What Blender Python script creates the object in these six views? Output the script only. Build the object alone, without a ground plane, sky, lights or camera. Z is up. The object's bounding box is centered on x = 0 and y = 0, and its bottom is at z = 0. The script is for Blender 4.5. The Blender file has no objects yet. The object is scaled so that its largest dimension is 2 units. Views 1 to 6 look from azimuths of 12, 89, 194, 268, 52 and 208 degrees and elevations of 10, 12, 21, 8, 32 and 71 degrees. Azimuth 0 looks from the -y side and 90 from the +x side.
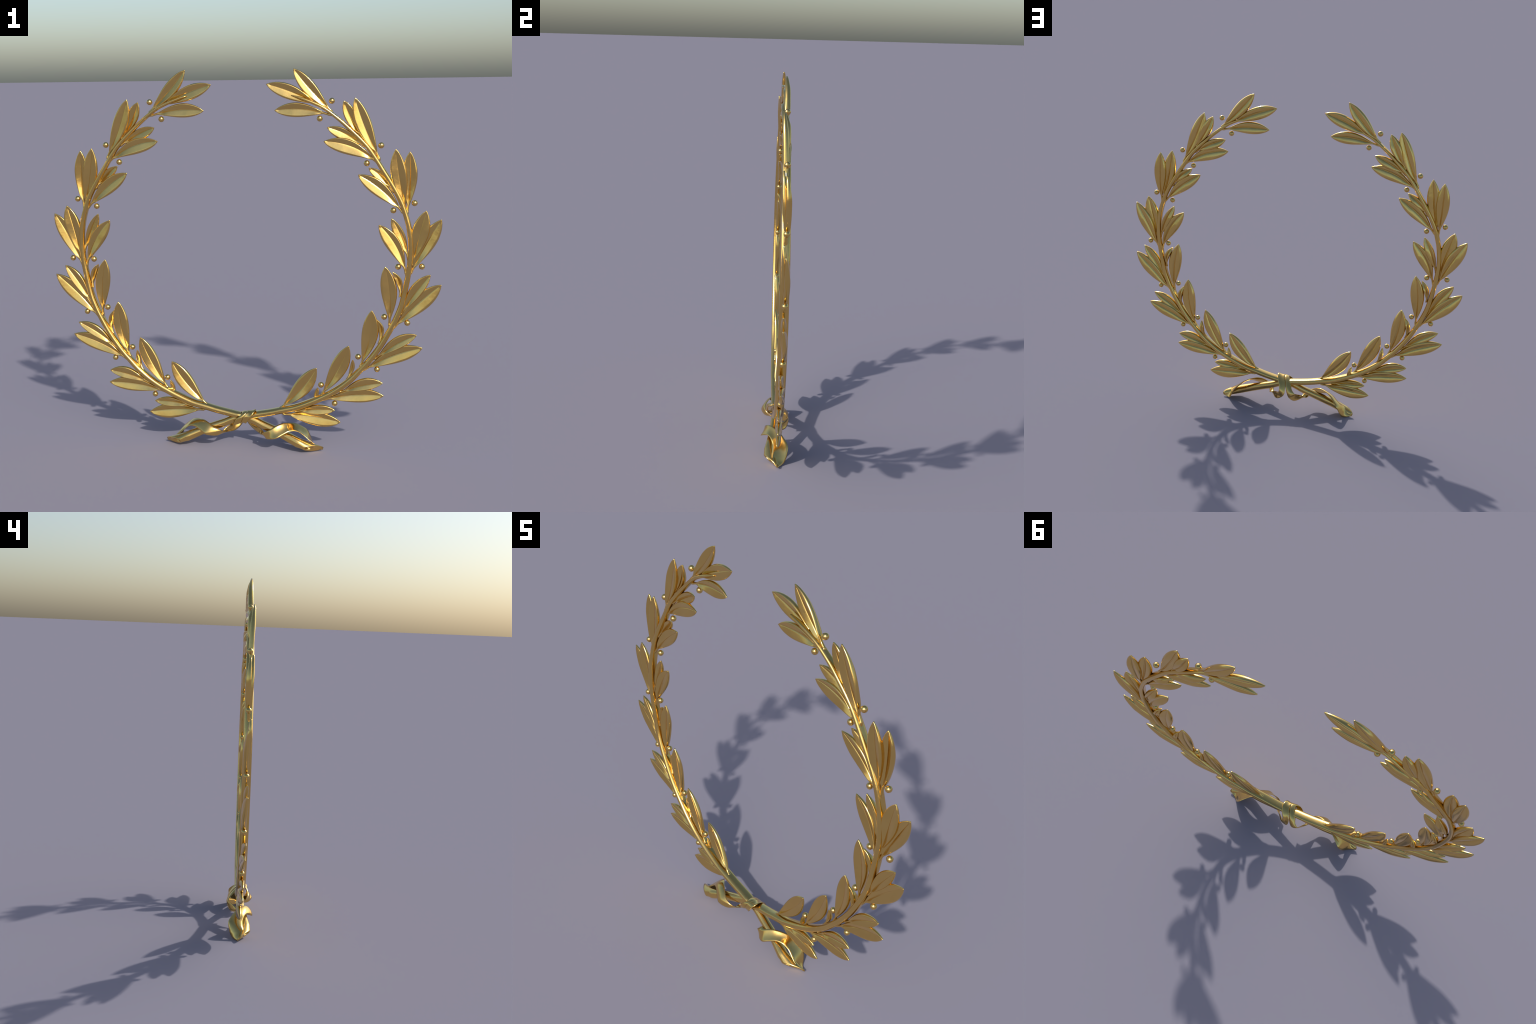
"""Gilded laurel wreath: two mirrored branches crossing at the bottom, tied with a ribbon."""
import bpy, math
from mathutils import Vector

# ------------------------------------------------------------------ helpers
def spline(points, n):
    """Centripetal-ish Catmull-Rom through points (tuples of any dimension), n samples."""
    pts = [tuple(map(float, p)) for p in points]
    dist = [0.0]
    for a, b in zip(pts, pts[1:]):
        dist.append(dist[-1] + max(1e-6, math.dist(a[:3], b[:3])))
    tang = []
    for i in range(len(pts)):
        i0, i1 = max(0, i - 1), min(len(pts) - 1, i + 1)
        h = dist[i1] - dist[i0]
        tang.append([(q - p) / h for p, q in zip(pts[i0], pts[i1])])
    out, k = [], 0
    for j in range(n):
        s = dist[-1] * j / (n - 1)
        while k < len(pts) - 2 and s > dist[k + 1]:
            k += 1
        h = dist[k + 1] - dist[k]
        t = (s - dist[k]) / h
        a, b = 2*t**3 - 3*t*t + 1, t**3 - 2*t*t + t
        c, d = -2*t**3 + 3*t*t, t**3 - t*t
        out.append(tuple(a*p + b*h*m + c*q + d*h*r
                         for p, m, q, r in zip(pts[k], tang[k], pts[k + 1], tang[k + 1])))
    return out


def mesh_from(name, verts, faces):
    me = bpy.data.meshes.new(name)
    me.from_pydata([tuple(v) for v in verts], [], faces)
    me.validate()
    me.polygons.foreach_set("use_smooth", [True] * len(me.polygons))
    me.materials.append(GOLD)
    me.update()
    return me


def add(name, data, parent):
    ob = bpy.data.objects.new(name, data)
    bpy.context.scene.collection.objects.link(ob)
    ob.parent = parent
    return ob


def loop_loft(rings, cap_start=True, cap_end=True):
    """Skin a list of closed rings of equal count."""
    n = len(rings[0])
    verts = [v for r in rings for v in r]
    faces = []
    for i in range(len(rings) - 1):
        for j in range(n):
            k = (j + 1) % n
            faces.append((i*n + j, i*n + k, (i + 1)*n + k, (i + 1)*n + j))
    if cap_start:
        faces.append(tuple(range(n))[::-1])
    if cap_end:
        m = (len(rings) - 1) * n
        faces.append(tuple(range(m, m + n)))
    return verts, faces


# ------------------------------------------------------------------ material
def gold_material():
    m = bpy.data.materials.new("polished_gold")
    m.use_nodes = True
    nt = m.node_tree
    N, Lk = nt.nodes, nt.links
    b = N["Principled BSDF"]
    b.inputs["Metallic"].default_value = 1.0
    tc = N.new("ShaderNodeTexCoord")
    patina = N.new("ShaderNodeTexNoise")
    patina.inputs["Scale"].default_value = 9.0
    patina.inputs["Detail"].default_value = 4.0
    ramp = N.new("ShaderNodeValToRGB")
    ramp.color_ramp.elements[0].position = 0.35
    ramp.color_ramp.elements[0].color = GOLD_A
    ramp.color_ramp.elements[1].position = 0.70
    ramp.color_ramp.elements[1].color = GOLD_B
    Lk.new(tc.outputs["Object"], patina.inputs["Vector"])
    Lk.new(patina.outputs["Fac"], ramp.inputs["Fac"])
    Lk.new(ramp.outputs["Color"], b.inputs["Base Color"])
    rough = N.new("ShaderNodeMapRange")
    rough.inputs["From Min"].default_value = 0.3
    rough.inputs["From Max"].default_value = 0.7
    rough.inputs["To Min"].default_value = ROUGH - 0.02
    rough.inputs["To Max"].default_value = ROUGH + 0.02
    Lk.new(patina.outputs["Fac"], rough.inputs["Value"])
    Lk.new(rough.outputs["Result"], b.inputs["Roughness"])
    grain = N.new("ShaderNodeTexNoise")
    grain.inputs["Scale"].default_value = 42.0
    grain.inputs["Detail"].default_value = 3.0
    bump = N.new("ShaderNodeBump")
    bump.inputs["Strength"].default_value = 0.20
    bump.inputs["Distance"].default_value = 0.002
    Lk.new(tc.outputs["Object"], grain.inputs["Vector"])
    Lk.new(grain.outputs["Fac"], bump.inputs["Height"])
    Lk.new(bump.outputs["Normal"], b.inputs["Normal"])
    return m


GOLD_A = (0.750, 0.508, 0.158, 1)
GOLD_B = (0.790, 0.546, 0.182, 1)
ROUGH = 0.19
GOLD = gold_material()

# ------------------------------------------------------------------ branch
# centre line of the right-hand branch from its cut stalk (on the left) to its tip:
# x, y, z, radius
STEM = [
    (-0.150, -0.0070, 0.1085, .0202), (-0.100, -0.0015, 0.1270, .0193), (-0.050, 0.0020, 0.1490, .0180),
    (0.016, 0.0030, 0.1680, .0162), (0.077, 0.0050, 0.1800, .0158), (0.141, 0.0050, 0.1930, .0158),
    (0.204, 0.0050, 0.2090, .0160), (0.274, 0.0050, 0.2270, .0162), (0.343, 0.0050, 0.2550, .0162),
    (0.407, 0.0050, 0.2860, .0158), (0.459, 0.0050, 0.3150, .0154), (0.511, 0.0050, 0.3510, .0150),
    (0.561, 0.0050, 0.3940, .0147), (0.600, 0.0050, 0.4360, .0144), (0.640, 0.0050, 0.4810, .0142),
    (0.673, 0.0050, 0.5240, .0140), (0.703, 0.0050, 0.5680, .0139), (0.731, 0.0050, 0.6150, .0138),
    (0.760, 0.0050, 0.6700, .0136), (0.786, 0.0050, 0.7260, .0135), (0.808, 0.0050, 0.7870, .0134),
    (0.822, 0.0050, 0.8510, .0133), (0.832, 0.0050, 0.9050, .0132), (0.840, 0.0050, 0.9550, .0130),
    (0.846, 0.0050, 1.0080, .0129), (0.849, 0.0050, 1.0640, .0128), (0.846, 0.0050, 1.1170, .0127),
    (0.838, 0.0050, 1.1740, .0125), (0.824, 0.0050, 1.2260, .0123), (0.804, 0.0050, 1.2860, .0122),
    (0.778, 0.0050, 1.3400, .0120), (0.747, 0.0050, 1.3930, .0117), (0.714, 0.0050, 1.4450, .0114),
    (0.680, 0.0050, 1.4990, .0110), (0.641, 0.0050, 1.5550, .0106), (0.598, 0.0050, 1.6020, .0102),
    (0.554, 0.0050, 1.6440, .0097), (0.511, 0.0050, 1.6830, .0093), (0.463, 0.0026, 1.7220, .0089),
    (0.417, -0.0009, 1.7540, .0084), (0.373, -0.0032, 1.7750, .0080), (0.330, -0.0050, 1.7920, .0072),
    (0.290, -0.0066, 1.8060, .0045), (0.262, -0.0073, 1.8130, .0012),
]
# the cut stalk continues down-left; ring centre, radius
STALK = [(-0.295, -0.031, 0.0490, .0235), (-0.250, -0.022, 0.0685, .0224), (-0.200, -0.013, 0.0895, .0212)]
# the slanting quill-like cut that ends it: centre, half-vector to the point, half-vector to the upper rim
CUT = (Vector((-0.3705, -0.0245, 0.0215)), Vector((-0.0480, 0.0335, -0.0072)), Vector((-0.0080, -0.0110, 0.0190)))


def stem_depth(r, z):
    """The branch is deeper (front to back) than wide, rounder again at the twig tip and the stalk."""
    if r > 0.0175:
        return r * 1.08
    return r * 1.25 + 0.0050 * min(1.0, r / 0.009)


SPINE = spline(STALK + STEM, 170)


def build_branch():
    path = SPINE
    n = 40
    rings = []
    angles = [2 * math.pi * j / n for j in range(n)]
    for i, p in enumerate(path):
        a = path[max(0, i - 1)]
        b = path[min(len(path) - 1, i + 1)]
        d = (Vector(b[:3]) - Vector(a[:3])).normalized()
        e1 = Vector((0, 1, 0)); e1 = (e1 - d * e1.dot(d)).normalized()
        e2 = d.cross(e1)
        c, r = Vector(p[:3]), p[3] * 1.06
        ry = stem_depth(r, p[2])
        sq = 0.78 if p[3] < 0.0165 else 0.90                # slightly squared section
        rings.append([c + e1 * math.copysign(abs(math.cos(t)) ** sq, math.cos(t)) * ry
                      + e2 * math.copysign(abs(math.sin(t)) ** sq, math.sin(t)) * r for t in angles])
    # flare from the round stalk to the slanting cut
    c, M, m = CUT
    end = [c + M * math.cos(t) + m * math.sin(t) for t in angles]
    flare = []
    for k in range(7):
        f = k / 7
        flare.append([e.lerp(q, f ** 1.15) for e, q in zip(end, rings[0])])
    # recessed hollow in the cut, nearer its heel
    axis = (Vector(path[3][:3]) - Vector(path[0][:3])).normalized()
    inner = []
    for scale, shift, push in ((0.10, 0.45, .030), (0.24, 0.45, .026), (0.34, 0.42, .012), (0.44, 0.36, .003),
                               (0.60, 0.26, .0005), (0.88, 0.06, -.0008)):
        cc = c - M * shift
        inner.append([cc + (v - c) * scale + axis * push for v in end])
    verts, faces = loop_loft(inner + flare + rings)
    return mesh_from("branch", verts, faces)


# ------------------------------------------------------------------ leaves
def leaf_width(s, peak=0.60, tip=0.88):
    a = tip * peak / (1 - peak)
    s = min(max(s, 0.0), 1.0)
    return (s / peak) ** a * ((1 - s) / (1 - peak)) ** tip if 0 < s < 1 else 0.0


# cross-section of a blade: u across (-1..1), front relief, back relief (fractions of thickness)
FRONT = [(0.0, 0.12), (0.035, 0.19), (0.075, 0.29), (0.11, 0.335), (0.25, 0.465), (0.50, 0.69), (0.69, 0.86), (0.76, 0.915),
         (0.82, 0.92), (0.88, 0.83), (0.93, 0.67), (0.97, 0.44), (1.0, 0.0)]
BACK = [(0.985, 0.24), (0.95, 0.46), (0.88, 0.74), (0.79, 0.93), (0.68, 0.97), (0.50, 0.89), (0.36, 0.80), (0.22, 0.69),
        (0.10, 0.54), (0.05, 0.42), (0.0, 0.22)]


def build_leaf(name, base, tip, bow, wl, wr, y0, y1, dome, stemlike=True, front=0.0125, back=0.0150, rows=34):
    """A veined leaf from base to tip (x, z), bowed sideways by `bow`, half-widths wl / wr,
    lying at depth y0 (base) to y1 (tip), arched backward by `dome`; its stalk runs into the branch."""
    bx, bz = base
    tx, tz = tip
    ln = math.hypot(tx - bx, tz - bz)
    dx, dz = (tx - bx) / ln, (tz - bz) / ln
    nx, nz = -dz, dx
    pet = 0.0056                                   # stalk half-width
    loop = [(-u, h, -1) for u, h in reversed(FRONT)] + [(u, h, -1) for u, h in FRONT[1:]] \
        + [(u, h, 1) for u, h in BACK] + [(-u, h, 1) for u, h in reversed(BACK[:-1])]

    def section(cx, cy, cz, ax, az, L, R, tf, tb, round_mix):
        ring = []
        for u, h, side in loop:
            off = -u * (L if u < 0 else R)
            hh = h * (1 - round_mix) + math.sqrt(max(0.0, 1 - u * u)) * round_mix
            ring.append(Vector((cx + ax * off, cy + hh * (tb if side > 0 else -tf), cz + az * off)))
        return ring

    rings = []
    # stalk: from inside the branch, leaving along its run, to the leaf base
    k = min(range(len(SPINE)), key=lambda i: math.hypot(SPINE[i][0] - bx, SPINE[i][2] - bz))
    gap = math.hypot(SPINE[k][0] - bx, SPINE[k][2] - bz)
    if stemlike and gap > 0.004:
        j = k
        while j > 0 and math.hypot(SPINE[j][0] - SPINE[k][0], SPINE[j][2] - SPINE[k][2]) < 0.007 + 0.9 * gap:
            j -= 1
        p, q = SPINE[j], SPINE[j + 1]
        sl = math.hypot(q[0] - p[0], q[2] - p[2])
        reach = math.hypot(bx - p[0], bz - p[2])
        t0 = ((q[0] - p[0]) / sl * reach, (q[2] - p[2]) / sl * reach)
        t1 = ((dx + nx * 4 * bow / ln) * reach, (dz + nz * 4 * bow / ln) * reach)
        for i in range(8):
            t = i / 8
            h00, h10, h01, h11 = 2*t**3 - 3*t*t + 1, t**3 - 2*t*t + t, -2*t**3 + 3*t*t, t**3 - t*t
            cx = h00*p[0] + h10*t0[0] + h01*bx + h11*t1[0]
            cz = h00*p[2] + h10*t0[1] + h01*bz + h11*t1[1]
            d00, d10, d01, d11 = 6*t*t - 6*t, 3*t*t - 4*t + 1, -6*t*t + 6*t, 3*t*t - 2*t
            vx = d00*p[0] + d10*t0[0] + d01*bx + d11*t1[0]
            vz = d00*p[2] + d10*t0[1] + d01*bz + d11*t1[1]
            vl = math.hypot(vx, vz)
            w = pet * 1.15
            rings.append(section(cx, p[1] + (y0 - p[1]) * t, cz, -vz / vl, vx / vl, w, w, .0085, .0095, 1.0))
    for i in range(rows):
        s = i / (rows - 1)
        s = 0.5 * s + 0.5 * (1 - math.cos(math.pi * s)) / 2     # denser at the ends
        s = min(s, 0.9985)
        mid = bow * 4 * s * (1 - s)
        f = leaf_width(s)
        pw = pet * min(1.0, (1 - s) / 0.25)
        L = max(wl * 1.07 * f, pw)
        R = max(wr * 1.07 * f, pw)
        fade = 0.22 + 0.78 * min(1.0, (1 - s) / 0.35) ** 0.75       # thins toward the tip
        fade *= 0.60 + 0.40 * min(1.0, s / 0.25)                    # and toward the stalk
        tf = min(front * fade, 0.0035 + 0.55 * min(L, R))
        tb = min(back * fade, 0.0035 + 0.75 * min(L, R))
        yc = y0 + (y1 - y0) * s + dome * math.sin(math.pi * s)
        # a stalk has no valley: blend relief to round when narrow
        round_mix = max(0.0, 1.0 - max(0.0, (max(L, R) - pet)) / 0.010)
        rings.append(section(bx + dx * ln * s + nx * mid, yc, bz + dz * ln * s + nz * mid, nx, nz,
                             L, R, tf, tb, round_mix))
    verts, faces = loop_loft(rings)
    return mesh_from(name, verts, faces)


# cluster leaves of the right-hand branch:
# base (x, z), tip (x, z), bow, left and right half-width, depth at base, depth at tip, backward arch
LEAVES = [
    ((0.200, 0.224), (0.383, 0.440), -0.015, 0.043, 0.038, 0.004, 0.011, 0.0055),
    ((0.360, 0.256), (0.390, 0.340), -0.005, 0.011, 0.010, 0.004, 0.006, 0.010),
    ((0.281, 0.207), (0.479, 0.223), 0.007, 0.024, 0.026, 0.004, 0.004, 0.001),
    ((0.220, 0.187), (0.508, 0.161), 0.008, 0.030, 0.045, 0.004, 0.002, 0.007),
    ((0.410, 0.305), (0.548, 0.567), -0.011, 0.040, 0.039, 0.004, 0.000, 0.0055),
    ((0.538, 0.390), (0.568, 0.496), -0.010, 0.012, 0.011, 0.004, 0.004, 0.010),
    ((0.511, 0.325), (0.720, 0.381), 0.008, 0.035, 0.025, 0.004, -0.002, 0.001),
    ((0.427, 0.278), (0.726, 0.315), 0.013, 0.032, 0.039, 0.004, -0.002, 0.007),
    ((0.609, 0.470), (0.662, 0.754), -0.016, 0.041, 0.037, 0.004, 0.000, 0.0055),
    ((0.696, 0.583), (0.687, 0.707), -0.018, 0.014, 0.013, 0.004, 0.004, 0.010),
    ((0.687, 0.511), (0.885, 0.638), 0.010, 0.032, 0.027, 0.004, -0.003, 0.001),
    ((0.633, 0.449), (0.914, 0.572), 0.015, 0.034, 0.042, 0.004, -0.001, 0.007),
    ((0.748, 0.690), (0.725, 0.977), -0.013, 0.040, 0.035, 0.004, 0.000, 0.0055),
    ((0.798, 0.826), (0.762, 0.952), -0.017, 0.016, 0.014, 0.004, 0.000, 0.010),
    ((0.809, 0.744), (0.946, 0.942), 0.006, 0.034, 0.027, 0.004, 0.001, 0.001),
    ((0.777, 0.674), (0.999, 0.894), 0.009, 0.034, 0.045, 0.004, 0.000, 0.007),
    ((0.824, 0.952), (0.692, 1.184), -0.022, 0.042, 0.029, 0.004, 0.003, 0.0055),
    ((0.835, 1.021), (0.753, 1.217), -0.011, 0.030, 0.018, 0.004, 0.001, 0.010),
    ((0.858, 0.993), (0.921, 1.258), 0.004, 0.038, 0.041, 0.004, -0.005, 0.001),
    ((0.854, 0.953), (0.994, 1.215), 0.007, 0.036, 0.040, 0.004, 0.004, 0.007),
    ((0.800, 1.253), (0.589, 1.429), -0.016, 0.039, 0.033, 0.004, 0.000, 0.0055),
    ((0.754, 1.355), (0.640, 1.463), -0.012, 0.026, 0.017, 0.004, 0.003, 0.010),
    ((0.822, 1.260), (0.771, 1.555), 0.006, 0.037, 0.036, 0.004, -0.010, 0.001),
    ((0.830, 1.253), (0.838, 1.542), -0.004, 0.036, 0.034, 0.004, 0.005, 0.007),
    ((0.676, 1.491), (0.420, 1.590), -0.026, 0.043, 0.028, 0.004, -0.001, 0.0055),
    ((0.611, 1.572), (0.437, 1.658), -0.010, 0.032, 0.022, 0.004, 0.002, 0.010),
    ((0.689, 1.514), (0.573, 1.800), 0.009, 0.036, 0.037, 0.004, -0.011, 0.001),
    ((0.609, 1.609), (0.518, 1.785), 0.007, 0.026, 0.032, 0.004, -0.003, 0.007),
    ((0.458, 1.737), (0.272, 1.941), 0.007, 0.031, 0.034, 0.004, 0.004, 0.003),
    ((0.395, 1.764), (0.138, 1.868), -0.010, 0.037, 0.032, 0.004, -0.003, 0.003),
    ((0.439, 1.721), (0.178, 1.740), -0.015, 0.037, 0.030, 0.004, -0.001, 0.003),
]

BERRIES = [(.4597, 1.7846), (.4007, 1.6999), (.6993, 1.5704), (.6305, 1.4841), (.8632, 1.2924), (.7612, 1.2555),
           (.9033, .9807), (.7880, .9770), (.8366, .6950), (.7226, .7221), (.6899, .4499), (.5941, .5109),
           (.4764, .2596), (.4066, .3540)]
BERRY_RADIUS, BERRY_DEPTH = 0.0150, 0.0070


def build_berry():
    verts, faces, nu, nv = [], [], 24, 14
    verts.append((0, 0, 1))
    for i in range(1, nv):
        th = math.pi * i / nv
        for j in range(nu):
            ph = 2 * math.pi * j / nu
            verts.append((math.sin(th)*math.cos(ph), math.sin(th)*math.sin(ph), math.cos(th)))
    verts.append((0, 0, -1))
    last = len(verts) - 1
    for j in range(nu):
        k = (j + 1) % nu
        faces.append((0, 1 + j, 1 + k))
        for i in range(nv - 2):
            a = 1 + i*nu
            faces.append((a + j, a + nu + j, a + nu + k, a + k))
        a = 1 + (nv - 2)*nu
        faces.append((a + j, last, a + k))
    return mesh_from("berry", [Vector(v) * BERRY_RADIUS for v in verts], faces)


# ------------------------------------------------------------------ ribbon
# pairs of edge points (inner edge, outer edge) along the ribbon.
TAIL = [  # helix around the stalk on the right, ending on the stalk's point
    ((0.096, -0.024, 0.082), (0.120, -0.012, 0.067)),
    ((0.115, -0.048, 0.100), (0.135, -0.052, 0.068)),
    ((0.150, -0.051, 0.119), (0.185, -0.074, 0.080)),
    ((0.180, -0.038, 0.136), (0.217, -0.062, 0.095)),
    ((0.212, -0.018, 0.144), (0.252, -0.042, 0.110)),
    ((0.266, 0.020, 0.134), (0.288, -0.025, 0.105)),
    ((0.303, 0.048, 0.108), (0.316, -0.016, 0.084)),
    ((0.324, 0.062, 0.086), (0.338, -0.018, 0.066)),
    ((0.338, 0.061, 0.060), (0.352, -0.020, 0.057)),
    ((0.350, 0.054, 0.031), (0.366, -0.021, 0.047)),
    ((0.360, 0.043, 0.010), (0.378, -0.020, 0.039)),
    ((0.373, 0.030, 0.002), (0.393, -0.016, 0.030)),
    ((0.396, 0.016, 0.002), (0.407, -0.006, 0.020)),
    ((0.414, 0.010, 0.005), (0.417, 0.006, 0.012)),
]
WRAP_RIGHT = [  # snug turn over the crossing, then a slack drop behind it
    ((.000, -.005, .160), (.022, -.005, .158)),
    ((-.002, -.032, .144), (.020, -.032, .139)),
    ((.007, -.043, .168), (.047, -.042, .178)),
    ((.022, -.032, .193), (.064, -.030, .199)),
    ((.026, -.004, .197), (.068, -.004, .206)),
    ((.014, .030, .180), (.058, .030, .186)),
    ((.002, .055, .150), (.042, .054, .156)),
    ((.006, .072, .108), (.040, .066, .126)),
    ((.028, .067, .083), (.052, .050, .112)),
    ((.053, .054, .068), (.070, .030, .102)),
    ((.077, .026, .067), (.098, .012, .088)),
]
WRAP_LEFT = [
    ((-.012, -.005, .158), (-.042, -.005, .154)),
    ((-.005, -.033, .142), (-.050, -.033, .125)),
    ((.008, -.045, .169), (-.030, -.046, .162)),
    ((.025, -.032, .195), (-.003, -.033, .188)),
    ((.024, -.003, .197), (-.008, -.004, .191)),
    ((.012, .030, .180), (-.028, .030, .170)),
    ((.000, .056, .148), (-.038, .054, .146)),
    ((-.020, .073, .102), (-.060, .067, .124)),
    ((-.038, .066, .080), (-.072, .050, .112)),
    ((-.058, .053, .067), (-.084, .030, .102)),
    ((-.080, .026, .067), (-.104, .012, .088)),
]


def build_ribbon(stations, thick=0.0045, n=120, across=9):
    path = spline([a + b for a, b in stations], n)
    cen = [(Vector(p[:3]) + Vector(p[3:])) / 2 for p in path]
    rings = []
    for i, p in enumerate(path):
        a, b = Vector(p[:3]), Vector(p[3:])
        w = b - a
        d = cen[min(n - 1, i + 1)] - cen[max(0, i - 1)]
        nrm = w.cross(d).normalized()
        top, bot = [], []
        for j in range(across):
            u = j / (across - 1)
            e = 2 * u - 1
            bulge = 0.10 * w.length * (e * e - 0.4)     # slightly dished across
            h = thick / 2 * (1 - abs(e) ** 6 * 0.6)
            q = a + w * u + nrm * bulge * DISH
            top.append(q + nrm * h)
            bot.append(q - nrm * h)
        rings.append(top + bot[::-1])
    return loop_loft(rings)


DISH = 0.8

# ------------------------------------------------------------------ assemble
wreath = bpy.data.objects.new("laurel_wreath", None)
bpy.context.scene.collection.objects.link(wreath)
wreath["label"] = "golden laurel wreath of two crossed leafy branches tied with ribbon"
wreath["category"] = "laurel wreath"

branch_mesh = build_branch()
berry_mesh = build_berry()
# the two small inner leaves at mid height end bluntly behind the branch
leaf_meshes = [build_leaf("leaf", *row, stemlike=math.dist(row[0], row[1]) > 0.14) for row in LEAVES]

for mirror in (1, -1):
    br = add("branch", branch_mesh, wreath)
    br.scale = (mirror, 1, 1)
    for me in leaf_meshes:
        add("leaf", me, br)
    for x, z in BERRIES:
        ob = add("berry", berry_mesh, br)
        ob.location = (x, BERRY_DEPTH, z)

tail_left = [(tuple((-a[0], a[1], a[2])), tuple((-b[0], b[1], b[2]))) for a, b in TAIL]
ribbon_sets = [WRAP_RIGHT + TAIL, WRAP_LEFT + tail_left]
for k, st in enumerate(ribbon_sets):
    v, f = build_ribbon(st)
    me = mesh_from("ribbon", v, f if k == 0 else [q[::-1] for q in f])
    add("ribbon", me, wreath)

import bmesh
for me in {o.data for o in bpy.data.objects if o.type == 'MESH'}:
    bm = bmesh.new()
    bm.from_mesh(me)
    bmesh.ops.recalc_face_normals(bm, faces=bm.faces)
    bm.to_mesh(me)
    bm.free()
